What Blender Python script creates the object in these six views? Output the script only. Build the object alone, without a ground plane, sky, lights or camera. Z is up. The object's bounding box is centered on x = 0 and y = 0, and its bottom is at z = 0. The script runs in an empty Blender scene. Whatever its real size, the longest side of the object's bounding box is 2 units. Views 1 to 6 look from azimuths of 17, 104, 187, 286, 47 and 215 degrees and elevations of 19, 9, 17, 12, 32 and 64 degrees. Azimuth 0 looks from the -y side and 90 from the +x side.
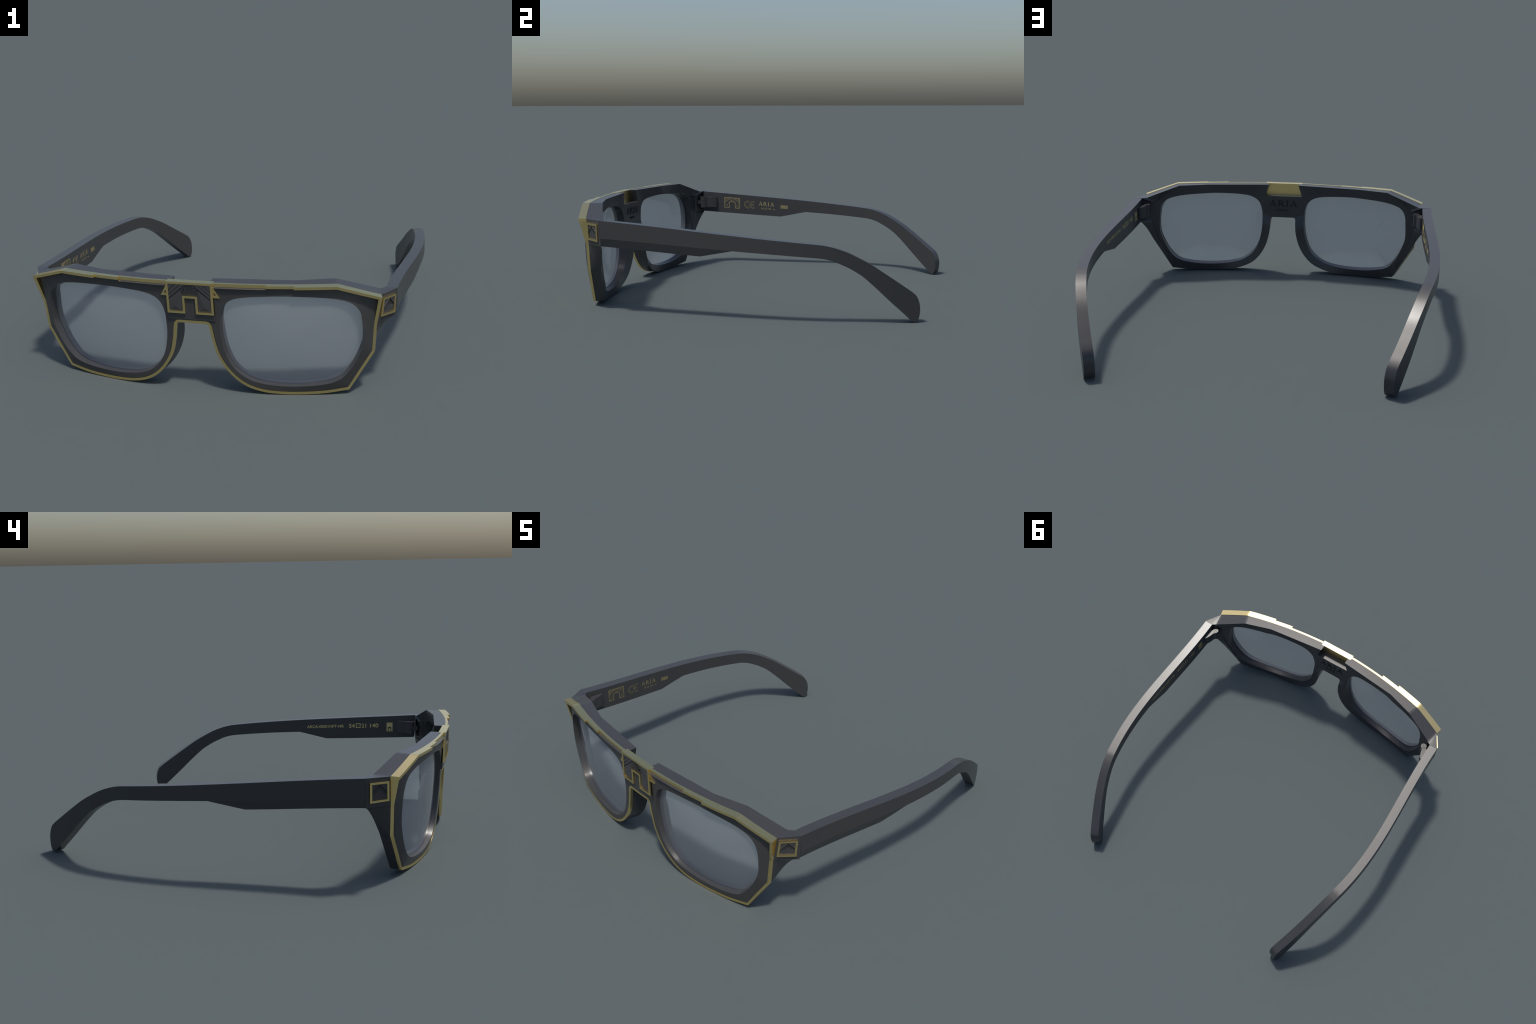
# Chunky black acetate spectacles with gold trim, built part by part.
import bpy, bmesh, math
from mathutils import Vector

# ----------------------------------------------------------------- helpers
def catmull(pts, n):
    """n samples along a centripetal-ish Catmull-Rom curve, by arc length."""
    P = [tuple(p) for p in pts]
    ext = [tuple(2*a-b for a, b in zip(P[0], P[1]))] + P + [tuple(2*a-b for a, b in zip(P[-1], P[-2]))]
    dense = []
    for i in range(1, len(ext)-2):
        for k in range(24):
            t = k/24
            dense.append(tuple(0.5*((2*b)+(-a+c)*t+(2*a-5*b+4*c-d)*t*t+(-a+3*b-3*c+d)*t**3)
                               for a, b, c, d in zip(ext[i-1], ext[i], ext[i+1], ext[i+2])))
    dense.append(P[-1])
    return resample(dense, n)

def resample(poly, n):
    L = [0.0]
    for a, b in zip(poly, poly[1:]):
        L.append(L[-1]+math.dist(a, b))
    out, j = [], 0
    for i in range(n):
        s = L[-1]*i/(n-1)
        while j < len(L)-2 and L[j+1] < s:
            j += 1
        w = 0 if L[j+1] == L[j] else (s-L[j])/(L[j+1]-L[j])
        out.append(tuple(a+(b-a)*min(1, w) for a, b in zip(poly[j], poly[j+1])))
    return out

def interp(x, table):
    if x <= table[0][0]: return table[0][1]
    for (a, fa), (b, fb) in zip(table, table[1:]):
        if x <= b: return fa+(fb-fa)*(x-a)/(b-a)
    return table[-1][1]

ROOT = None
def add(name, verts, faces, mat, parent=None, angle=30, bevel=0.0, kind=None):
    me = bpy.data.meshes.new(name)
    me.from_pydata([tuple(v) for v in verts], [], faces)
    bm = bmesh.new(); bm.from_mesh(me)
    bmesh.ops.remove_doubles(bm, verts=bm.verts, dist=1e-6)
    bmesh.ops.dissolve_degenerate(bm, edges=bm.edges, dist=1e-7)
    bmesh.ops.recalc_face_normals(bm, faces=bm.faces)
    if bevel > 0:
        es = [e for e in bm.edges if len(e.link_faces) == 2 and e.calc_face_angle(0) > math.radians(40)]
        bmesh.ops.bevel(bm, geom=es, offset=bevel, segments=2, affect='EDGES', profile=0.5, clamp_overlap=True)
    bm.to_mesh(me); bm.free()
    for p in me.polygons: p.use_smooth = True
    me.set_sharp_from_angle(angle=math.radians(angle))
    me.materials.append(mat)
    ob = bpy.data.objects.new(name, me)
    bpy.context.scene.collection.objects.link(ob)
    ob.parent = parent or ROOT
    if kind: ob["kind"] = kind
    return ob

def mirror(verts): return [(-x, y, z) for x, y, z in verts]
def both(verts, faces):
    n = len(verts)
    return list(verts)+mirror(verts), list(faces)+[tuple(reversed([i+n for i in f])) for f in faces]

def tube_faces(rings, loop, closed_ring=True, caps=True):
    """faces for a stack of rings each having `loop` vertices"""
    F = []
    for i in range(rings-1):
        for j in range(loop if closed_ring else loop-1):
            a, b = i*loop+j, i*loop+(j+1) % loop
            F.append((a, b, b+loop, a+loop))
    if caps:
        F.append(tuple(range(loop))); F.append(tuple(range((rings-1)*loop, rings*loop))[::-1])
    return F

def prism(poly, d0, d1, place):
    """extrude a 2-D polygon between two depths; place(u,v,d)->xyz"""
    n = len(poly)
    V = [place(u, v, d0) for u, v in poly]+[place(u, v, d1) for u, v in poly]
    F = [tuple(range(n)), tuple(range(n, 2*n))[::-1]]
    F += [(i, (i+1) % n, n+(i+1) % n, n+i) for i in range(n)]
    return V, F

def join(*parts):
    V, F = [], []
    for v, f in parts:
        o = len(V); V += list(v); F += [tuple(i+o for i in g) for g in f]
    return V, F

def band(path, w, d0, d1, place, closed=False):
    """flat strip of width w (mitred) along a 2-D path, extruded d0..d1"""
    n = len(path); L, R = [], []
    for i, p in enumerate(path):
        a = path[(i-1) % n] if (closed or i > 0) else None
        b = path[(i+1) % n] if (closed or i < n-1) else None
        def nrm(p, q):
            dx, dy = q[0]-p[0], q[1]-p[1]; l = math.hypot(dx, dy) or 1; return (-dy/l, dx/l)
        if a is None: m = nrm(p, b); k = 1
        elif b is None: m = nrm(a, p); k = 1
        else:
            n1, n2 = nrm(a, p), nrm(p, b)
            m = (n1[0]+n2[0], n1[1]+n2[1]); l = math.hypot(*m) or 1; m = (m[0]/l, m[1]/l)
            k = 1/max(0.35, m[0]*n1[0]+m[1]*n1[1])
        L.append((p[0]+m[0]*k*w/2, p[1]+m[1]*k*w/2)); R.append((p[0]-m[0]*k*w/2, p[1]-m[1]*k*w/2))
    V = []
    for l, r in zip(L, R):
        V += [place(*l, d0), place(*r, d0), place(*r, d1), place(*l, d1)]
    F = tube_faces(n, 4, caps=not closed)
    if closed:
        o = (n-1)*4
        F += [(o+j, o+(j+1) % 4, (j+1) % 4, j) for j in range(4)]
    return V, F

# --------------------------------------------------------------- materials
def new_mat(name):
    m = bpy.data.materials.new(name); m.use_nodes = True
    nt = m.node_tree; return m, nt, nt.nodes["Principled BSDF"]

def noise_rough(nt, bsdf, scale, lo, hi):
    tc = nt.nodes.new("ShaderNodeTexCoord"); nz = nt.nodes.new("ShaderNodeTexNoise")
    nz.inputs["Scale"].default_value = scale; nz.inputs["Detail"].default_value = 3
    mr = nt.nodes.new("ShaderNodeMapRange")
    mr.inputs["To Min"].default_value = lo; mr.inputs["To Max"].default_value = hi
    nt.links.new(tc.outputs["Object"], nz.inputs["Vector"])
    nt.links.new(nz.outputs["Fac"], mr.inputs["Value"])
    nt.links.new(mr.outputs["Result"], bsdf.inputs["Roughness"])

def make_black(name, col, lo, hi):
    m, nt, b = new_mat(name)
    b.inputs["Base Color"].default_value = (*col, 1)
    b.inputs["IOR"].default_value = 1.5
    noise_rough(nt, b, 9, lo, hi)
    return m
BLACK = make_black("black_acetate", (0.052, 0.0515, 0.0525), 0.295, 0.31)
RELIEF = make_black("black_relief", (0.060, 0.0595, 0.0605), 0.24, 0.26)
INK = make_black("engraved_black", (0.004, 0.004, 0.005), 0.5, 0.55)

def make_gold(name, col, lo, hi):
    m, nt, b = new_mat(name)
    b.inputs["Base Color"].default_value = (*col, 1)
    b.inputs["Metallic"].default_value = 1.0
    noise_rough(nt, b, 14, lo, hi)
    return m
GOLD = make_gold("brushed_gold", (1.0, 0.775, 0.345), 0.26, 0.28)
PRINT = make_gold("gold_foil_print", (0.70, 0.57, 0.27), 0.50, 0.54)

def make_lens():
    m, nt, b = new_mat("tinted_lens")
    b.inputs["Base Color"].default_value = (0.86, 0.89, 0.95, 1)
    b.inputs["Transmission Weight"].default_value = 0.91
    b.inputs["IOR"].default_value = 1.45
    b.inputs["Roughness"].default_value = 0.0
    return m
LENS = make_lens()

# -------------------------------------------------------------------- root
ROOT = bpy.data.objects.new("eyeglasses", None)
bpy.context.scene.collection.objects.link(ROOT)
ROOT["label"] = "chunky black angular eyeglasses with gold trim and clear lenses"
ROOT["category"] = "eyeglasses"

# ============================================================ FRONT FRAME
def face_y(x, z):
    """front surface of the acetate: wrapped in plan, leaning slightly forward at the top"""
    return -0.966+0.19*x*x-0.045*(z-0.3)
SKIN = 0.0115             # the face stands this far in front of the datum, flush with the rim trim
def open_off(x):
    """the face rises forward towards the lens, most of all beside the temples"""
    return SKIN+interp(x, [(0.14, -0.002), (0.40, 0.002), (0.60, 0.008), (0.82, 0.0155)])

# lens opening (x, z), one eye, starting at its nasal side and going down and round
OPEN = [(0.1385, 0.387), (0.1405, 0.295), (0.160, 0.203), (0.197, 0.134), (0.259, 0.083), (0.321, 0.060),
        (0.404, 0.048), (0.487, 0.0455), (0.570, 0.050), (0.630, 0.058), (0.684, 0.072), (0.726, 0.100), (0.773, 0.160),
        (0.814, 0.250), (0.824, 0.300), (0.824, 0.365), (0.818, 0.415), (0.803, 0.455), (0.778, 0.484), (0.743, 0.502),
        (0.684, 0.516), (0.605, 0.524), (0.485, 0.529), (0.385, 0.528), (0.265, 0.520), (0.203, 0.505),
        (0.165, 0.478), (0.146, 0.437)]
NO = 600
_cl = catmull(OPEN[-2:]+OPEN+OPEN[:3], 4*NO)
# cut the closed part back out of the padded curve
i0 = min(range(len(_cl)//3), key=lambda i: math.dist(_cl[i], OPEN[0]))
i1 = min(range(2*len(_cl)//3, len(_cl)), key=lambda i: math.dist(_cl[i], OPEN[0]))
OPEN_C = resample(_cl[i0:i1+1], NO+1)
def open_param(p):
    return min(range(NO), key=lambda i: math.dist(OPEN_C[i], p))/NO
def open_at(t):
    t = (t % 1.0)*NO; i = int(t); w = t-i
    a, b = OPEN_C[i], OPEN_C[(i+1)]
    return (a[0]+(b[0]-a[0])*w, a[1]+(b[1]-a[1])*w)
OC = (0.48, 0.29)

# outline of one half: segments of (front x,z) | back (x,y,z) | matched point on opening | samples | smooth?
# key = (front, back, opening point)
K = lambda f, b, o: (f, b, o)
SEG = [
 # arch over the nose
 (False, 6, [K((0.0, 0.373), (0.0, -0.906, 0.373), (0.139, 0.410)), K((0.066, 0.373), (0.068, -0.905, 0.373), (0.1387, 0.390))]),
 # nose side, bottom of the rim, up to the lower outer corner
 (True, 90, [K((0.066, 0.373), (0.068, -0.905, 0.373), (0.1387, 0.390)),
             K((0.078, 0.370), (0.078, -0.901, 0.369), (0.1385, 0.378)),
             K((0.085, 0.358), (0.082, -0.893, 0.357), (0.1385, 0.366)),
             K((0.089, 0.335), (0.083, -0.876, 0.335), (0.139, 0.340)),
             K((0.0985, 0.276), (0.0885, -0.866, 0.274), (0.142, 0.287)),
             K((0.1180, 0.202), (0.1085, -0.864, 0.198), (0.160, 0.204)),
             K((0.1550, 0.134), (0.1450, -0.867, 0.128), (0.193, 0.139)),
             K((0.2055, 0.076), (0.197, -0.872, 0.070), (0.237, 0.097)),
             K((0.269, 0.034), (0.266, -0.876, 0.032), (0.293, 0.068)),
             K((0.350, 0.010), (0.348, -0.872, 0.0095), (0.365, 0.052)),
             K((0.450, 0.0020), (0.450, -0.865, 0.0020), (0.453, 0.046)),
             K((0.545, 0.0024), (0.543, -0.853, 0.0035), (0.543, 0.048)),
             K((0.640, 0.008), (0.632, -0.832, 0.009), (0.630, 0.058)),
             K((0.7475, 0.0240), (0.733, -0.800, 0.025), (0.712, 0.089))]),
 # cut corner
 (True, 24, [K((0.7475, 0.0240), (0.733, -0.800, 0.025), (0.712, 0.089)),
             K((0.792, 0.098), (0.777, -0.786, 0.103), (0.755, 0.136)),
             K((0.8675, 0.225), (0.850, -0.764, 0.230), (0.810, 0.242))]),
 # side, sweeping out below the end piece
 (True, 20, [K((0.8675, 0.225), (0.850, -0.764, 0.230), (0.810, 0.242)),
             K((0.8725, 0.290), (0.882, -0.743, 0.300), (0.823, 0.295)),
             K((0.8765, 0.345), (0.912, -0.727, 0.345), (0.824, 0.340)),
             K((0.8790, 0.371), (0.938, -0.720, 0.366), (0.824, 0.362)),]),
 (False, 2, [K((0.8790, 0.371), (0.938, -0.720, 0.366), (0.824, 0.362)),
             K((0.8800, 0.3735), (0.957, -0.717, 0.3735), (0.824, 0.366))]),
 # end piece side
 (False, 8, [K((0.8800, 0.3735), (0.957, -0.717, 0.3735), (0.824, 0.366)),
             K((0.8995, 0.5165), (0.9620, -0.716, 0.5155), (0.801, 0.458))]),
 (False, 2, [K((0.8995, 0.5165), (0.9620, -0.716, 0.5155), (0.801, 0.458)),
             K((0.8990, 0.5167), (0.9050, -0.7155, 0.5165), (0.798, 0.462))]),
 (False, 2, [K((0.8990, 0.5167), (0.9050, -0.7155, 0.5165), (0.798, 0.462)),
             K((0.8985, 0.5170), (0.8800, -0.734, 0.5150), (0.795, 0.466))]),
 # brow, outer slope
 (False, 14, [K((0.8985, 0.5170), (0.8800, -0.734, 0.5150), (0.795, 0.466)),
              K((0.7010, 0.5825), (0.6790, -0.816, 0.5850), (0.690, 0.5150))]),
 # brow, long top
 (False, 14, [K((0.7010, 0.5825), (0.6790, -0.816, 0.5850), (0.690, 0.5150)),
              K((0.5000, 0.5840), (0.4970, -0.875, 0.5855), (0.490, 0.529))]),
 (False, 22, [K((0.5000, 0.5840), (0.4970, -0.875, 0.5855), (0.490, 0.529)),
              K((0.0980, 0.5880), (0.0980, -0.919, 0.5890), (0.190, 0.499))]),
 # dovetail notch behind the emblem
 (False, 6, [K((0.0980, 0.5880), (0.0980, -0.919, 0.5890), (0.190, 0.499)),
             K((0.1220, 0.5150), (0.1220, -0.913, 0.5150), (0.151, 0.452))]),
 (False, 8, [K((0.1220, 0.5150), (0.1220, -0.913, 0.5150), (0.151, 0.452)),
             K((0.0, 0.5150), (0.0, -0.911, 0.5150), (0.1405, 0.420))]),
 # mirror seam (no outside wall here)
 (False, 6, [K((0.0, 0.5150), (0.0, -0.911, 0.5150), (0.1405, 0.420)),
             K((0.0, 0.373), (0.0, -0.906, 0.373), (0.139, 0.410))]),
]
front_xz, back_xyz, tpar, seg_of = [], [], [], []
for si, (smooth, n, keys) in enumerate(SEG):
    rows = []
    for f, b, o in keys:
        t = open_param(o)
        rows.append([*f, *b, t])
    for r0, r1 in zip(rows, rows[1:]):          # unwrap the opening parameter
        while r1[5] < r0[5]-0.5: r1[5] += 1
        while r1[5] > r0[5]+0.5: r1[5] -= 1
    # spread key parameters by front arc length
    s = [0]
    for a, b in zip(rows, rows[1:]): s.append(s[-1]+max(1e-4, math.dist(a[:2], b[:2])+0.3*math.dist(a[2:5], b[2:5])))
    pts = [tuple(r) for r in rows]
    if smooth and len(pts) > 2:
        ext = [tuple(2*a-b for a, b in zip(pts[0], pts[1]))]+pts+[tuple(2*a-b for a, b in zip(pts[-1], pts[-2]))]
    for k in range(n):
        u = s[-1]*k/n
        j = max(i for i in range(len(s)) if s[i] <= u+1e-12); j = min(j, len(s)-2)
        w = (u-s[j])/(s[j+1]-s[j])
        if smooth and len(pts) > 2:
            q = tuple(0.5*((2*b)+(-a+c)*w+(2*a-5*b+4*c-d)*w*w+(-a+3*b-3*c+d)*w**3)
                      for a, b, c, d in zip(ext[j], ext[j+1], ext[j+2], ext[j+3]))
        else:
            q = tuple(a+(b-a)*w for a, b in zip(pts[j], pts[j+1]))
        front_xz.append(q[:2]); back_xyz.append(q[2:5]); tpar.append(q[5]); seg_of.append(si)
N = len(front_xz)
inner_xz = [open_at(t) for t in tpar]

def LENS_OFF(x, z):
    """how far the lens edge sits behind the front edge of its opening"""
    k = interp(z, [(0.38, 1.0), (0.50, 0.25)])
    return 0.028+k*interp(x, [(0.50, 0.0), (0.82, 0.018)])
# recess border on the back face (width of the raised border, depth of the recess), by segment key
def recess(i):
    """0 where the back face is plain, 1 where it steps down inside a raised border"""
    x, z = front_xz[i]; si = seg_of[i]
    if si == 2: return min(1, max(0, (z-0.06)/0.06))
    if si in (3, 4, 5, 6, 7): return 1
    if si == 8: return min(1, max(0, (x-0.705)/0.17))
    return 0.0
BORDER_Y = [(0.05, -0.792), (0.095, -0.781), (0.232, -0.767), (0.366, -0.757), (0.482, -0.750)]
FR = 0.56                 # the step lies this far from the outer edge to the opening

def wall_in(x, frac, z=0.3):
    """beside the temple the wall of the opening closes in towards the back"""
    return frac*interp(x, [(0.55, 0.0), (0.72, 0.010), (0.82, 0.018)])*interp(z, [(0.40, 1.0), (0.49, 0.15)])
def inward(x, z, d):
    dx, dz = OC[0]-x, OC[1]-z; l = math.hypot(dx, dz)
    return (x+dx/l*d, z+dz/l*d)
def back_plane(x, z, i):
    return back_xyz[i][1]

# loops (from the front opening edge, over the face, round the outside, back to the opening)
NF = 7
rings = []
# 1 front face from opening to outer edge
for k in range(NF):
    ring = []
    for i in range(N):
        a, b = inner_xz[i], front_xz[i]
        wg = max(0.35, 1-0.0150/max(0.02, math.dist(a, b)))      # where the trim begins
        w = wg*k/(NF-2) if k < NF-1 else 1.0
        x, z = a[0]+(b[0]-a[0])*w, a[1]+(b[1]-a[1])*w
        rise = open_off(a[0])*(1-w/wg)+SKIN*w/wg if k < NF-1 else (SKIN if seg_of[i] == len(SEG)-1 else 0.0)
        ring.append((x, face_y(x, z)-rise, z))
    rings.append(ring)
# 2 outside wall
for w in (0.33, 0.67, 1.0):
    ring = []
    for i in range(N):
        fx, fz = front_xz[i]; fy = face_y(fx, fz); bx, by, bz = back_xyz[i]
        ring.append((fx+(bx-fx)*w, fy+(by-fy)*w, fz+(bz-fz)*w))
    rings.append(ring)
# 3 back face: raised border, step, recessed floor, opening
def thickness_at_opening(i):
    x, z = inner_xz[i]; si = seg_of[i]
    if si == 1:
        if x < 0.26: return interp(z, [(0.08, 0.056), (0.20, 0.070), (0.30, 0.074), (0.345, 0.071), (0.375, 0.062)])
        return interp(x, [(0.24, 0.056), (0.35, 0.052), (0.71, 0.056)])
    if si in (0, 12, 13): return 0.061
    if si == 11: return 0.058
    if si == 10: return 0.054
    return 0.062
T_open = [thickness_at_opening(i) for i in range(N)]
for _ in range(4):
    T_open = [(T_open[i-1]+2*T_open[i]+T_open[(i+1) % N])/4 for i in range(N)]
def back_ring(mode):
    ring = []
    for i in range(N):
        bx, by, bz = back_xyz[i]; ox, oz = inner_xz[i]; oy = face_y(ox, oz)+T_open[i]
        ox, oz = inward(ox, oz, wall_in(ox, 1.0, oz))
        k = recess(i)
        fr = {0: FR*0.5, 1: FR, 2: FR+0.05, 3: 0.8}[mode]
        x, z = bx+(ox-bx)*fr, bz+(oz-bz)*fr
        ylin = by+(oy-by)*fr
        edge = interp(z, BORDER_Y) if seg_of[i] < 6 else by-0.034
        ybord = (1-k)*ylin+k*(by+(edge-by)*min(1, fr/FR))
        yfloor = (1-k)*ylin+k*(face_y(x, z)+T_open[i])
        ring.append((x, ybord if mode < 2 else min(yfloor, ybord), z))
    return ring
for mode in range(4): rings.append(back_ring(mode))
ring = []
for i in range(N):
    ox, oz = inner_xz[i]; px, pz = inward(ox, oz, wall_in(ox, 1.0, oz)); ring.append((px, face_y(ox, oz)+T_open[i], pz))
rings.append(ring)
# 4 inner wall with the lens groove
def wall_ring(off, inset, at_lens=False):
    r = []
    for i in range(N):
        x, z = inner_xz[i]
        px, pz = inward(x, z, inset+(wall_in(x, 0.55, z) if at_lens else 0))
        r.append((px, face_y(x, z)-open_off(x)+off+(LENS_OFF(x, z) if at_lens else 0), pz))
    return r
for dy, ins in ((0.010, 0.005), (0.005, 0.005), (0.004, -0.003), (-0.004, -0.003), (-0.005, 0.005)):
    rings.append(wall_ring(dy, ins, True))
rings.append(wall_ring(0.004, 0.001))

V = [p for r in rings for p in r]
F = []
R = len(rings)
for r in range(R):
    for j in range(N):
        if NF-1 <= r < NF+2 and seg_of[j] == len(SEG)-1:
            continue                      # open at the mirror seam
        a, b = r*N+j, r*N+(j+1) % N
        c, d = ((r+1) % R)*N+(j+1) % N, ((r+1) % R)*N+j
        F.append((a, b, c, d))
# the two halves weld along x = 0
V2, F2 = both(V, F)
frame = add("front_frame", V2, F2, BLACK, angle=28)

# ------------------------------------------------------------------ lenses
LENS_CROWN = 0.043        # how far the lens bulges forward of its chord
def chord(x, z): return -0.8915+0.157*(x-0.48)-0.045*(z-0.29)
def build_lens(sign):
    rad, per = 12, 160
    V, F = [], []
    for side in (0, 1):
        off = 0.0035 if side else -0.0035
        V.append((OC[0], chord(*OC)-LENS_CROWN+off, OC[1]))
        for r in range(1, rad+1):
            for j in range(per):
                ex, ez = open_at(j/per); w = r/rad+(0.003 if r == rad else 0)
                ey = face_y(ex, ez)-open_off(ex)+LENS_OFF(ex, ez)
                x, z = OC[0]+(ex-OC[0])*w, OC[1]+(ez-OC[1])*w
                q = min(1, w)**2
                V.append((x, chord(x, z)+(ey-chord(ex, ez))*q-LENS_CROWN*(1-q)+off, z))
    S = 1+rad*per
    for side in (0, 1):
        o = side*S
        for j in range(per):
            F.append((o, o+1+j, o+1+(j+1) % per))
            for r in range(rad-1):
                a, b = o+1+r*per+j, o+1+r*per+(j+1) % per
                F.append((a, b, b+per, a+per))
    e0, e1 = 1+(rad-1)*per, S+1+(rad-1)*per
    F += [(e0+j, e0+(j+1) % per, e1+(j+1) % per, e1+j) for j in range(per)]
    if sign < 0: V = mirror(V)
    add("lens", V, F, LENS, angle=40)
build_lens(1); build_lens(-1)

# --------------------------------------------------------------- gold trim
# rim trim: follows the outside of the rims from the nose arch up to the outer brow corner
path = [(i, front_xz[i]) for i in range(N) if seg_of[i] <= 5]
path.append((None, (0.8995, 0.5165)))
pts = [p for _, p in path]
def offset_path(pts, d):
    out = []
    n = len(pts)
    for i, p in enumerate(pts):
        a, b = pts[max(0, i-1)], pts[min(n-1, i+1)]
        def nr(p, q):
            dx, dz = q[0]-p[0], q[1]-p[1]; l = math.hypot(dx, dz) or 1; return (-dz/l, dx/l)
        n1 = nr(a, p) if i > 0 else nr(p, b)
        n2 = nr(p, b) if i < n-1 else n1
        m = (n1[0]+n2[0], n1[1]+n2[1]); l = math.hypot(*m) or 1; m = (m[0]/l, m[1]/l)
        k = 1/max(0.5, m[0]*n1[0]+m[1]*n1[1])
        out.append((p[0]+m[0]*d*k, p[1]+m[1]*d*k))
    return out
outer = offset_path(pts, -0.0015)
inner = offset_path(pts, 0.0125)
outer[0] = (0, outer[0][1]); inner[0] = (0, inner[0][1])
GV = []
for (ox, oz), (ix, iz), (px, pz) in zip(outer, inner, pts):
    ramp = min(1, max(0, (pz-0.372)/(0.5165-0.372))) if px > 0.87 else 0
    d = 0.0122+(0.0395-0.0122)*ramp
    oxf = ox+0.011*ramp
    ixf = ix+0.008*ramp
    y0 = face_y(px, pz)
    GV += [(ox, y0+0.003, oz), (oxf, y0-d, oz), (ixf, y0-d, iz), (ix, y0+0.003, iz)]
GF = tube_faces(len(pts), 4, caps=False)+[tuple(range(4*len(pts)-4, 4*len(pts)))]
V2, F2 = both(GV, GF)
add("rim_trim", V2, F2, GOLD, parent=frame, angle=28)

# brow trim: three strips per side that step back towards the bridge
def brow_top(x):
    return interp(x, [(0.098, 0.5895), (0.50, 0.5855), (0.703, 0.584), (0.9005, 0.518)])
def brow_strip(x0, x1, depth, height, n):
    V = []
    xs = [x0+(x1-x0)*k/(n-1) for k in range(n)]
    if x0 < 0.703 < x1: xs = sorted(xs+[0.703])
    for x in xs:
        zt = brow_top(x); y0 = face_y(x, zt)
        sp = 0.011*min(1, max(0, (x-0.5)/0.4))*depth/0.0395   # plan flare of the outer strip
        V += [(x, y0+0.001, zt+0.0005), (x+sp, y0-depth, zt+0.0002), (x+sp, y0-depth, zt-height), (x, y0+0.001, zt-height-0.001)]
    return V, tube_faces(len(xs), 4)
parts = []
for (x0, x1, d, h, n) in ((0.117, 0.380, 0.0125, 0.0165, 14), (0.377, 0.516, 0.0265, 0.0135, 8), (0.512, 0.9005, 0.0400, 0.0135, 18)):
    parts.append(brow_strip(x0, x1, d, h, n))
V1, F1 = join(*parts)
V2, F2 = both(V1, F1)
add("brow_trim", V2, F2, GOLD, parent=frame, angle=28)

# acetate ledge that peeks out under the innermost brow strip
LV = []
for k in range(12):
    x = 0.117+(0.380-0.117)*k/11
    zt = brow_top(x)-0.0165; y0 = face_y(x, zt)
    LV += [(x, y0+0.002, zt), (x, y0-0.0105, zt), (x, y0-0.0225, zt-0.005), (x, y0-0.0205, zt-0.007), (x, y0+0.002, zt-0.012)]
V2, F2 = both(LV, tube_faces(12, 5))
add("brow_ledge", V2, F2, BLACK, parent=frame, angle=25)

# ---------------------------------------------------------- bridge emblem
def emb(u, v, d):
    """local emblem frame: u=x, v=z, d=how far proud of the plate datum"""
    return (u, -0.9800-0.022*(v-0.42)-d, v)
plate = prism([(-0.119, 0.392), (0.119, 0.392), (0.119, 0.5765), (-0.119, 0.5765)], -0.012, 0.0060, emb)
add("bridge_plate", *plate, BLACK, parent=frame)

W = 0.0115
h = W/2
outl = [(-0.119+h, 0.426+h), (-0.027-h, 0.426+h), (-0.027-h, 0.519-h), (0.027+h, 0.519-h), (0.027+h, 0.426+h), (0.119-h, 0.426+h),
        (0.119-h, 0.590-h), (-0.119+h, 0.590-h)]
g1 = band(outl, W, 0.000, 0.0155, emb, closed=True)
add("bridge_emblem", *g1, GOLD, parent=frame, angle=28)
# gold slab behind the emblem, seen through the notch from the back
g2 = prism([(-0.1185, 0.5135), (0.1185, 0.5135), (0.1185, 0.5897), (-0.1185, 0.5897)], -0.022, 0.0030, emb)
add("emblem_backing", *g2, GOLD, parent=frame, angle=28)
# gold dovetail wings either side of the emblem
wv = []
for s in (1, -1):
    tri = [(s*0.1125, 0.582), (s*0.151, 0.5135), (s*0.1125, 0.5135)]
    cx, cz = s*0.1255, 0.5320
    inn = [(cx+(x-cx)*0.26, cz+(z-cz)*0.26) for x, z in tri]
    pl = lambda u, v, d: (u, face_y(abs(u), v)-d, v)
    Vw = [pl(*p, 0.0165) for p in tri]+[pl(*p, 0.0165) for p in inn]+[pl(*p, -0.006) for p in tri]+[pl(*p, -0.006) for p in inn]
    Fw = []
    for k in range(3):
        m = (k+1) % 3
        Fw += [(k, m, 3+m, 3+k), (6+k, 9+k, 9+m, 6+m), (k, 6+k, 6+m, m), (3+k, 3+m, 9+m, 9+k)]
    wv.append((Vw, Fw))
add("emblem_wing", *wv[0], GOLD, parent=frame)
add("emblem_wing", *wv[1], GOLD, parent=frame)

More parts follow.
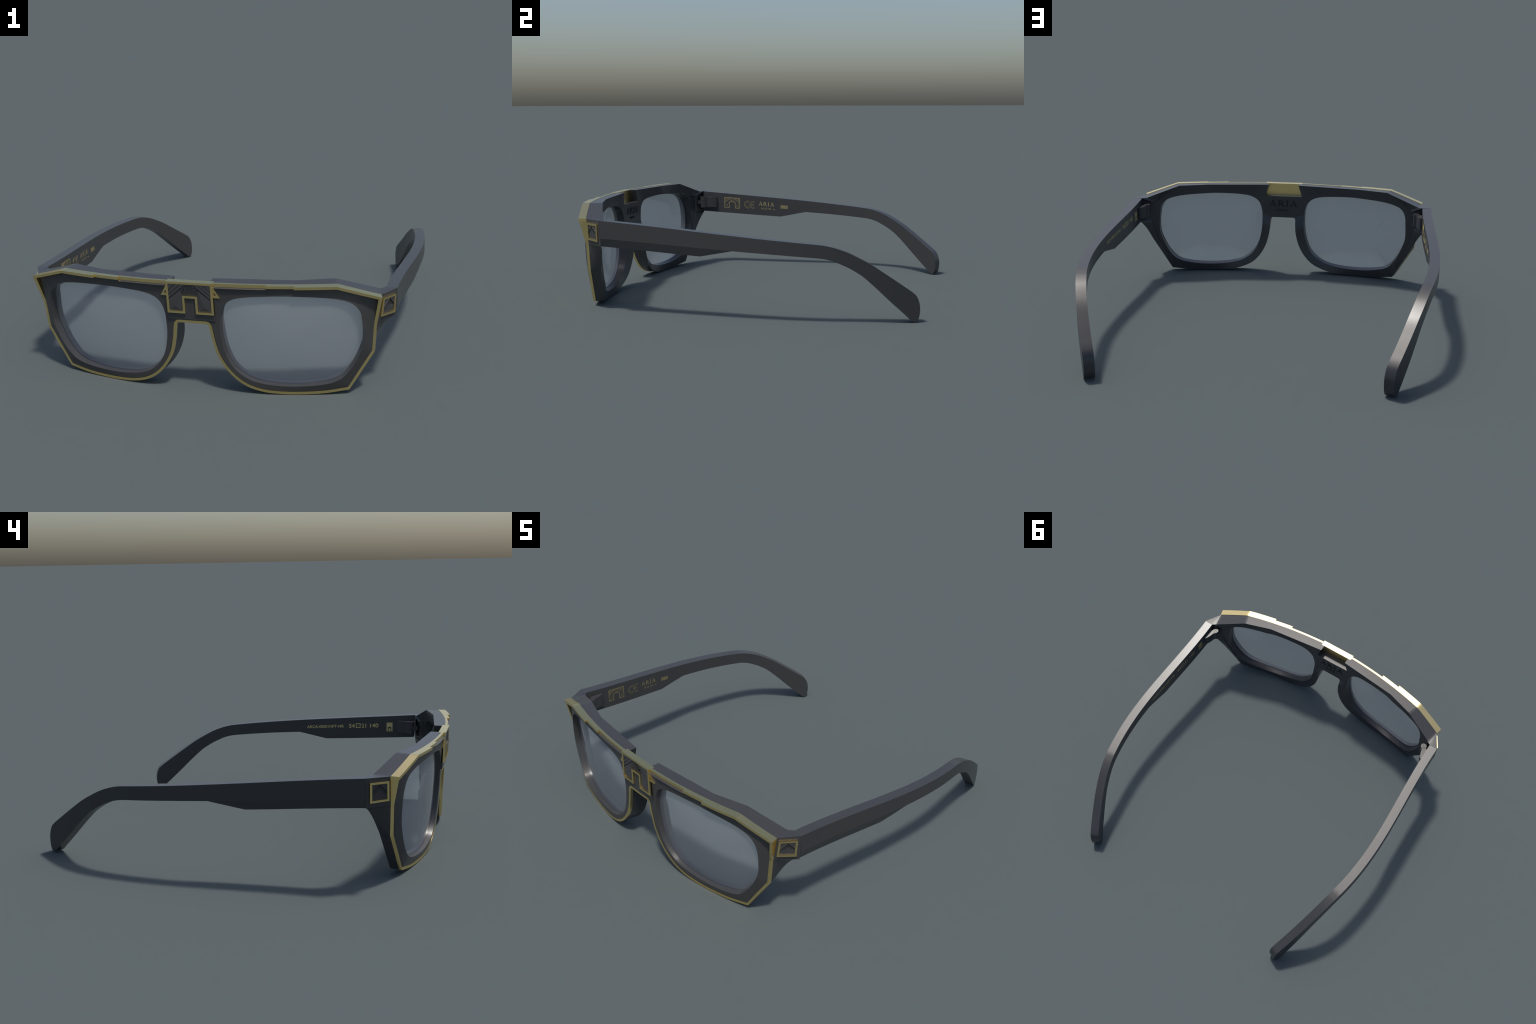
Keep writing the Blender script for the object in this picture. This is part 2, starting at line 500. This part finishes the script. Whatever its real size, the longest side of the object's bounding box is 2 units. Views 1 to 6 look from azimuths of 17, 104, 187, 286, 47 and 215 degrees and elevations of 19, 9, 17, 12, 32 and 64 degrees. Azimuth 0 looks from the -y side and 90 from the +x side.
# relief inside the emblem: slanted slats, pleated fan, two pyramids
rel = []
D0 = 0.0105
for s in (1, -1):
    # three slats per upper corner, parted by grooves
    lines = [((0.022, 0.5785), (0.1075, 0.5035)), ((0.046, 0.5785), (0.1075, 0.5240)), ((0.072, 0.5785), (0.1075, 0.5470)), ((0.1075, 0.5785), (0.1075, 0.5785))]
    for k in range(3):
        (ax, az), (bx, bz) = lines[k]; (cx_, cz_), (dx_, dz_) = lines[k+1]
        g = 0.0045 if k < 2 else 0
        q = [(s*ax, az), (s*bx, bz), (s*dx_, dz_-g), (s*(cx_-g), cz_)]
        if k == 2: q = q[:3]
        rel.append(prism(q, D0-0.004, D0+0.0040, emb))
    # long-topped pyramid in each leg
    base = [(s*0.0385, 0.4375), (s*0.1075, 0.4375), (s*0.1075, 0.500), (s*0.043, 0.5480), (s*0.0385, 0.520)]
    apex = (s*0.073, 0.463)
    Vp = [emb(*p, D0) for p in base[:2]]+[emb(*base[2], D0+0.002), emb(*base[3], D0+0.002), emb(*base[4], D0), emb(*apex, D0+0.0065)]
    rel.append((Vp, [(0, 1, 5), (1, 2, 5), (2, 3, 5), (3, 4, 5), (4, 0, 5), (4, 3, 2, 1, 0)]))
rel.append(prism([(-0.1085, 0.519), (0.1085, 0.519), (0.1085, 0.5790), (-0.1085, 0.5790)], 0.004, D0-0.0015, emb))
# pleated fan over the door
NFAN = 7
A0_, A1_ = 28, 152
for k in range(NFAN):
    a0 = math.radians(A0_+(A1_-A0_)*k/NFAN); a1 = math.radians(A0_+(A1_-A0_)*(k+1)/NFAN)
    base_c = lambda a: (0.034*math.cos(a)*1.05, 0.5195)
    def rim_pt(a): return (0.0535*math.cos(a), 0.5150+0.0540*math.sin(a))
    b0, b1, r0, r1 = base_c(a0), base_c(a1), rim_pt(a0), rim_pt(a1)
    gx = 0.06
    mixp = lambda p, q, w: (p[0]+(q[0]-p[0])*w, p[1]+(q[1]-p[1])*w)
    q = [mixp(b0, b1, gx), mixp(r0, r1, gx), mixp(r0, r1, 1-gx), mixp(b0, b1, 1-gx)]
    hh = [0.0015, 0.0062, -0.0005, -0.0025]
    Vf = [emb(*p, D0+t) for p, t in zip(q, hh)]+[emb(*p, D0-0.004) for p in q]
    Ff = [(0, 1, 2, 3)]+[(i, (i+1) % 4, 4+(i+1) % 4, 4+i) for i in range(4)]+[(7, 6, 5, 4)]
    rel.append((Vf, Ff))
add("emblem_relief", *join(*rel), RELIEF, parent=frame, angle=15)

# ------------------------------------------------------- end-piece plaques
# plane of the end-piece side: from the brow corner back to the temple joint
A0 = Vector((0.8995, -0.8235, 0.0)); B0 = Vector((0.962, -0.716, 0.0))
tdir = (B0-A0).normalized(); nrm = Vector((tdir.y, -tdir.x, 0))
def side_place(sign):
    def f(u, v, d):
        # the side leans in slightly towards the front bottom
        lean = -(0.5165-v)*(0.136*(1-u/0.124)+0.035*(u/0.124))
        p = A0+tdir*u+nrm*(d)+Vector((lean, 0, 0))
        return (sign*p.x, p.y, v)
    return f
def plaque(sign):
    pl = side_place(sign)
    u0, u1, v0, v1 = 0.0135, 0.1065, 0.398, 0.497
    w = 0.0100
    sq = [(u0+w/2, v0+w/2+0.003), (u1-w/2, v0+w/2-0.001), (u1-w/2, v1-w/2-0.003), (u0+w/2, v1-w/2)]
    g = add("side_plaque", *band(sq, w, -0.006, 0.0085, pl, closed=True), GOLD, parent=frame)
    parts = []
    um, vt = (u0+u1)/2, v1-w-0.002
    # gable: two sloping planes rising to a ridge, with a pleated fan beneath
    lo, hi = u0+w-0.001, u1-w+0.001
    for a, b in ((lo, um), (um, hi)):
        va = vt-0.040 if a == lo else vt
        vb = vt if b == um else vt-0.040
        q = [(a, va), (b, vb), (b, vt+0.003), (a, vt+0.003)]
        parts.append(prism(q, -0.004, 0.0060, pl))
    parts.append(prism([(lo, v0+w-0.002), (hi, v0+w-0.002), (hi, vt+0.003), (lo, vt+0.003)], -0.005, 0.0030, pl))
    for e in (lo, hi):
        dv = 0.0030; du = 0.0022*(1 if e == lo else -1)
        a_, b_ = (e, vt-0.040), (um, vt)
        Vr = [pl(a_[0], a_[1]-dv, 0.003), pl(a_[0], a_[1]+dv, 0.0055), pl(a_[0], a_[1], 0.0090),
              pl(b_[0], b_[1]-dv, 0.003), pl(b_[0], b_[1]+dv, 0.0055), pl(b_[0], b_[1], 0.0090)]
        parts.append((Vr, [(0, 1, 4, 3), (1, 2, 5, 4), (2, 0, 3, 5), (0, 2, 1), (3, 4, 5)]))
    n = 9
    for k in range(n):
        ua, ub = lo+(hi-lo)*k/n, lo+(hi-lo)*(k+1)/n; uc = (ua+ub)/2
        top = vt-0.040*abs(uc-um)/((hi-lo)/2)-0.006
        bot = v0+w+0.022+0.018*math.cos((uc-um)/((hi-lo)/2)*1.2)*0.6
        cu = um+(uc-um)*0.6
        Vk = [pl(cu-0.003, bot, 0.003), pl(ua, top, 0.003), pl(uc, top+0.002, 0.0075), pl(ub, top, 0.003), pl(cu+0.003, bot, 0.003)]
        parts.append((Vk, [(0, 1, 2), (0, 2, 4), (2, 3, 4), (4, 3, 2, 1, 0)]))
    add("plaque_relief", *join(*parts), RELIEF, parent=frame, angle=15)
plaque(1); plaque(-1)

# ================================================================= TEMPLES
XO = [0.042049, 0.024710, -0.168312, -0.143671, 0.020429, 0.989116]
def x_out(y):
    r = 0.0
    for c in XO: r = r*y+c
    return r
THICK = 0.0555
def normal_in(y):
    d = (x_out(y+1e-3)-x_out(y-1e-3))/2e-3       # dx/dy
    l = math.hypot(1, d)
    return (-1/l, d/l)                            # pointing to the wearer's head
def inner_pt(y, extra=0.0):
    nx, ny = normal_in(y)
    return (x_out(y)+nx*(THICK+extra), y+ny*(THICK+extra))

top_a = [(-0.7152, 0.5152), (-0.48, 0.4985), (-0.30, 0.4850), (-0.145, 0.4728)]
top_b = [(-0.145, 0.4728), (0.037, 0.4585)]
top_c = [(0.037, 0.4585), (0.214, 0.4437), (0.348, 0.4325), (0.46, 0.4225), (0.51, 0.4175)]
top_d = [(0.51, 0.4175), (0.565, 0.4050), (0.630, 0.3815), (0.700, 0.3455), (0.760, 0.3095), (0.835, 0.2560), (0.912, 0.1990), (0.962, 0.1605),
         (0.984, 0.1360), (0.997, 0.0980), (1.0, 0.062), (0.9955, 0.0270), (0.987, 0.0070), (0.976, 0.0)]
bot_a = [(-0.7152, 0.3740), (-0.445, 0.3585), (-0.30, 0.3500), (-0.145, 0.3420)]
bot_b = [(-0.145, 0.3420), (0.037, 0.3785)]
bot_c = [(0.037, 0.3785), (0.213, 0.3690), (0.351, 0.3600), (0.45, 0.3530), (0.495, 0.3495)]
bot_d = [(0.495, 0.3495), (0.53, 0.3435), (0.57, 0.3315), (0.634, 0.3020), (0.680, 0.2745), (0.720, 0.2450), (0.790, 0.1790), (0.845, 0.1235),
         (0.905, 0.0645), (0.947, 0.0240), (0.962, 0.0085), (0.976, 0.0)]
T, B = [], []
for a, b, n in ((top_a, bot_a, 24), (top_b, bot_b, 10), (top_c, bot_c, 20), (top_d, bot_d, 72)):
    ta, tb = catmull(a, n), catmull(b, n)
    if T: ta, tb = ta[1:], tb[1:]
    T += ta; B += tb
def crease_z(y): return interp(y, [(-0.72, 0.419), (-0.447, 0.404), (-0.141, 0.388), (0.037, 0.3785)])
def chamfer(y): return interp(y, [(-0.72, 0.012), (-0.145, 0.012), (0.037, 0.0)])

def build_temple(sign):
    rows = []
    M = 8
    for (ty, tz), (by, bz) in zip(T, B):
        loop = []
        # outer face, top to bottom
        cols = []
        if by < 0.037:
            cz = crease_z(by)
            cols = [(ty, tz, 0)]+[(ty+(by-ty)*w, tz+(cz-tz)*w, 0) for w in (0.33, 0.67, 1.0)]
            cols += [(by, cz+(bz-cz)*w, chamfer(by)*w) for w in (0.25, 0.5, 0.75, 1.0)]
        else:
            cols = [(ty+(by-ty)*k/(M-1), tz+(bz-tz)*k/(M-1), 0) for k in range(M)]
        for y, z, c in cols: loop.append((x_out(y)-c, y, z))
        for k in range(M-1, -1, -1):
            y, z = ty+(by-ty)*k/(M-1), tz+(bz-tz)*k/(M-1)
            ix, iy = inner_pt(y)
            if y < -0.70: iy = y
            loop.append((ix, iy, z))
        rows.append(loop)
    V = [p for r in rows for p in r]
    F = tube_faces(len(rows), 2*M, caps=False)
    F.append(tuple(range(2*M)))
    if sign < 0: V = mirror(V)
    return add("temple", V, F, BLACK, angle=10)
temples = {1: build_temple(1), -1: build_temple(-1)}

# ------------------------------------------------------------------ hinges
def disc(cx, cy, r, n=28): return [(cx+r*math.cos(2*math.pi*k/n), cy+r*math.sin(2*math.pi*k/n)) for k in range(n)]
def hinge(sign):
    up = lambda u, v, d: (sign*u, v, d)
    HX, HY = 0.870, -0.706
    T_ = temples[sign]
    # temple leaf in plan: barrel blending into a plate on the inside of the temple
    inx = lambda y: inner_pt(y)[0]
    leaf = [(0.8512, -0.703), (0.8560, -0.690), (0.8660, -0.683), (0.8720, -0.672), (0.8750, -0.655), (0.8825, -0.634), (0.8930, -0.612),
            (0.9140, -0.612), (0.9140, -0.690), (0.8990, -0.692), (0.8880, -0.700)]
    add("hinge_leaf", *prism(leaf, 0.4035, 0.4770, up), BLACK, parent=T_)
    b1 = prism(disc(HX, HY, 0.0195), 0.402, 0.425, up)
    b2 = prism(disc(HX, HY, 0.0195), 0.4555, 0.479, up)
    add("hinge_barrel", *join(b1, b2), BLACK, parent=T_)
    # frame knuckle between the barrel ends
    k1 = prism(disc(HX, HY, 0.0175), 0.4255, 0.455, up)
    k2 = prism([(HX-0.016, HY), (HX-0.014, HY-0.040), (HX+0.016, HY-0.040), (HX+0.016, HY)], 0.427, 0.4535, up)
    add("hinge_knuckle", *join(k1, k2), BLACK, parent=frame)
    # slotted screw head
    head = prism(disc(HX, HY, 0.0125), 0.4785, 0.4805, up)
    add("hinge_screw", *head, BLACK, parent=T_)
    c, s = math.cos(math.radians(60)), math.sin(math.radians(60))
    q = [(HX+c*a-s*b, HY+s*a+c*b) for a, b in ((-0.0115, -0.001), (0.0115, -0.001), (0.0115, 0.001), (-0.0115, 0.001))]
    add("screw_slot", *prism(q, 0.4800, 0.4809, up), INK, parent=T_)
hinge(1); hinge(-1)

# ------------------------------------------------- printed and cut lettering
SLOPE = -0.055
def temple_place(sign, y0, z0):
    """u runs rearward on the left temple and forward on the right one, as each reads from inside"""
    def f(u, v, d):
        y = y0+(-sign)*u
        z = z0+v+SLOPE*(y-y0)
        x, yy = inner_pt(y, d)
        return (sign*x, yy, z)
    return f

def text_mesh(body, size, sx=1.0, spacing=1.0, bold=0.0):
    cu = bpy.data.curves.new("tmp", 'FONT'); cu.body = body; cu.size = size
    cu.space_character = spacing; cu.offset = bold; cu.resolution_u = 3
    ob = bpy.data.objects.new("tmp", cu); bpy.context.scene.collection.objects.link(ob)
    dg = bpy.context.evaluated_depsgraph_get(); dg.update()
    me = ob.evaluated_get(dg).to_mesh()
    P = [(v.co.x, v.co.y) for v in me.vertices]; FF = [tuple(p.vertices) for p in me.polygons]
    E = {}
    for f in FF:
        for a, b in zip(f, f[1:]+f[:1]): E[(a, b)] = E.get((a, b), 0)+1
    rim = [(a, b) for (a, b) in E if (b, a) not in E]
    ob.evaluated_get(dg).to_mesh_clear()
    bpy.data.objects.remove(ob); bpy.data.curves.remove(cu)
    return P, FF, rim

def text_solid(body, box, place, d0, d1, spacing=1.0, bold=0.0):
    """text fitted to box=(u0,v0,u1,v1)"""
    P, FF, rim = text_mesh(body, 1.0, spacing=spacing, bold=bold)
    xs, ys = [p[0] for p in P], [p[1] for p in P]
    mx, Mx, my, My = min(xs), max(xs), min(ys), max(ys)
    u0, v0, u1, v1 = box
    Q = [(u0+(x-mx)/(Mx-mx)*(u1-u0), v0+(y-my)/(My-my)*(v1-v0)) for x, y in P]
    n = len(Q)
    V = [place(*q, d1) for q in Q]+[place(*q, d0) for q in Q]
    F = list(FF)+[(a+n, b+n, b, a) for a, b in rim]+[tuple(i+n for i in f[::-1]) for f in FF]
    return V, F

H0, H1 = -0.0005, 0.0004        # foil thickness
# right-hand (x>0) temple: model code, lens and bridge sizes, door mark
pl = temple_place(1, -0.013, 0.4040)
add("model_code", *text_solid("ARCA-00001NFT-NR", (0.0, 0.0005, 0.251, 0.0195), pl, H0, H1, bold=0.020), PRINT, parent=temples[1])
pl = temple_place(1, -0.298, 0.4175)
sz = [text_solid("54", (0.0, 0.0, 0.038, 0.0265), pl, H0, H1, bold=0.020),
      text_solid("21", (0.083, 0.0, 0.113, 0.0265), pl, H0, H1, bold=0.020),
      text_solid("140", (0.138, 0.0, 0.192, 0.0265), pl, H0, H1, bold=0.020),
      band([(0.0475, 0.0025), (0.0735, 0.0025), (0.0735, 0.0265), (0.0475, 0.0265)], 0.005, H0, H1, pl, closed=True)]
add("size_marking", *join(*sz), PRINT, parent=temples[1])
pl = temple_place(1, -0.543, 0.4040)
dm = [prism([(0, 0.029), (0.0375, 0.029), (0.0375, 0.0570), (0, 0.0570)], H0, H1, pl),
      prism([(0, 0), (0.0075, 0), (0.0075, 0.0291), (0, 0.0291)], H0, H1, pl),
      prism([(0.0300, 0), (0.0375, 0), (0.0375, 0.0291), (0.0300, 0.0291)], H0, H1, pl),
      prism([(0.0130, 0), (0.0245, 0), (0.0245, 0.0195), (0.0130, 0.0195)], H0, H1, pl)]
add("door_mark", *join(*dm), PRINT, parent=temples[1])

# left-hand (x<0) temple: gate logo, conformity mark, maker's word, number
pl = temple_place(-1, -0.556, 0.4020)
lw = 0.0030
lg = [band([(0, 0), (0.034, 0), (0.034, 0.043), (0.077, 0.043), (0.077, 0), (0.110, 0), (0.110, 0.0725), (0, 0.0725)], lw, H0, H1, pl, closed=True)]
lt = 0.0016
for k in range(4):
    a = 0.010+0.0095*k
    lg.append(band([(0.0, 0.0725-a), (a*1.25, 0.0725)], lt, H0, H1, pl))
    lg.append(band([(0.110, 0.0725-a), (0.110-a*1.25, 0.0725)], lt, H0, H1, pl))
for o in (0.0, 0.076):
    lg.append(band([(o+0.003, 0.002), (o+0.018, 0.016), (o+0.031, 0.002)], 0.0011, H0, H1, pl))
    lg.append(band([(o+0.003, 0.033), (o+0.018, 0.016), (o+0.031, 0.038)], 0.0011, H0, H1, pl))
for k in range(6):
    a = math.radians(60+12*k)
    lg.append(band([(0.0555+0.008*math.cos(a)*2.2, 0.045), (0.0555+0.034*math.cos(a)*1.3, 0.045+0.026*math.sin(a))], 0.0009, H0, H1, pl))
add("gate_logo", *join(*lg), PRINT, parent=temples[-1])

pl = temple_place(-1, -0.412, 0.4000)
def arc(cx, cy, rx, ry, a0, a1, n=18):
    return [(cx+rx*math.cos(math.radians(a0+(a1-a0)*k/(n-1))), cy+ry*math.sin(math.radians(a0+(a1-a0)*k/(n-1)))) for k in range(n)]
ce = []
for cx in (0.027, 0.066):
    o = arc(cx, 0.0265, 0.0265, 0.0265, 80, 280); i = arc(cx, 0.0265, 0.0185, 0.0185, 283, 77)
    tip_t, tip_b = (cx+0.0075, 0.0525), (cx+0.0075, 0.0005)
    loop = [(cx+0.0075, 0.0455), tip_t]+o+[tip_b, (cx+0.0075, 0.0080)]+i
    ce.append(band(loop, 0.0013, H0, H1, pl, closed=True))
ce.append(band([(0.050, 0.0300), (0.069, 0.0300), (0.069, 0.0230), (0.050, 0.0230)], 0.0012, H0, H1, pl, closed=True))
add("conformity_mark", *join(*ce), PRINT, parent=temples[-1])

pl = temple_place(-1, -0.307, 0.4190)
def serif_word(pl, d0, d1, S):
    """A R I A drawn as thick/thin strokes with slab serifs; S = (width, height, stroke)"""
    w, hgt, t = S
    P = []
    def A(o, cw):
        P.append(band([(o+cw*0.12, t*0.2), (o+cw*0.5, hgt)], t*0.55, d0, d1, pl))
        P.append(band([(o+cw*0.48, hgt), (o+cw*0.86, t*0.2)], t, d0, d1, pl))
        P.append(band([(o+cw*0.25, hgt*0.34), (o+cw*0.72, hgt*0.34)], t*0.5, d0, d1, pl))
        P.append(band([(o, t*0.2), (o+cw*0.28, t*0.2)], t*0.4, d0, d1, pl))
        P.append(band([(o+cw*0.66, t*0.2), (o+cw*1.04, t*0.2)], t*0.4, d0, d1, pl))
    def stem(o, sw):
        P.append(band([(o, t*0.2), (o, hgt-t*0.2)], t, d0, d1, pl))
        P.append(band([(o-sw, t*0.2), (o+sw, t*0.2)], t*0.4, d0, d1, pl))
        P.append(band([(o-sw, hgt-t*0.2), (o+sw, hgt-t*0.2)], t*0.4, d0, d1, pl))
    A(0.0, w*0.25)
    stem(w*0.345, w*0.04)
    P.append(band([(w*0.345, hgt*0.95)]+arc(w*0.40, hgt*0.72, w*0.075, hgt*0.23, 90, -90, 10)+[(w*0.345, hgt*0.49)], t*0.75, d0, d1, pl))
    P.append(band([(w*0.41, hgt*0.48), (w*0.52, t*0.2), (w*0.545, t*0.2)], t*0.9, d0, d1, pl))
    stem(w*0.645, w*0.045)
    A(w*0.75, w*0.25)
    return join(*P)
word = [serif_word(pl, H0, H1, (0.113, 0.0275, 0.0042)),
        text_solid("N O I R", (0.020, -0.0255, 0.091, -0.0130), pl, H0, H1),
        text_solid("TM", (0.104, -0.0240, 0.118, -0.0180), pl, H0, H1, bold=0.01)]
add("maker_word", *join(*word), PRINT, parent=temples[-1])
pl = temple_place(-1, -0.147, 0.4000)
add("serial_number", *text_solid("888", (0.0, 0.0, 0.053, 0.0250), pl, H0, H1, bold=0.012), PRINT, parent=temples[-1])

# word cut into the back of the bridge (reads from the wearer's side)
def bridge_place(u, v, d):
    x = -u
    return (x, -0.9105+0.033*(0.5150-v)+d, v)
bw = [serif_word(lambda u, v, d: bridge_place(u-0.092, v+0.447, d), -0.003, 0.0022, (0.184, 0.040, 0.0065)),
      text_solid("N O I R", (-0.045, 0.4150, 0.030, 0.4300), bridge_place, -0.003, 0.0022, bold=0.01)]
add("bridge_lettering", *join(*bw), INK, parent=frame)
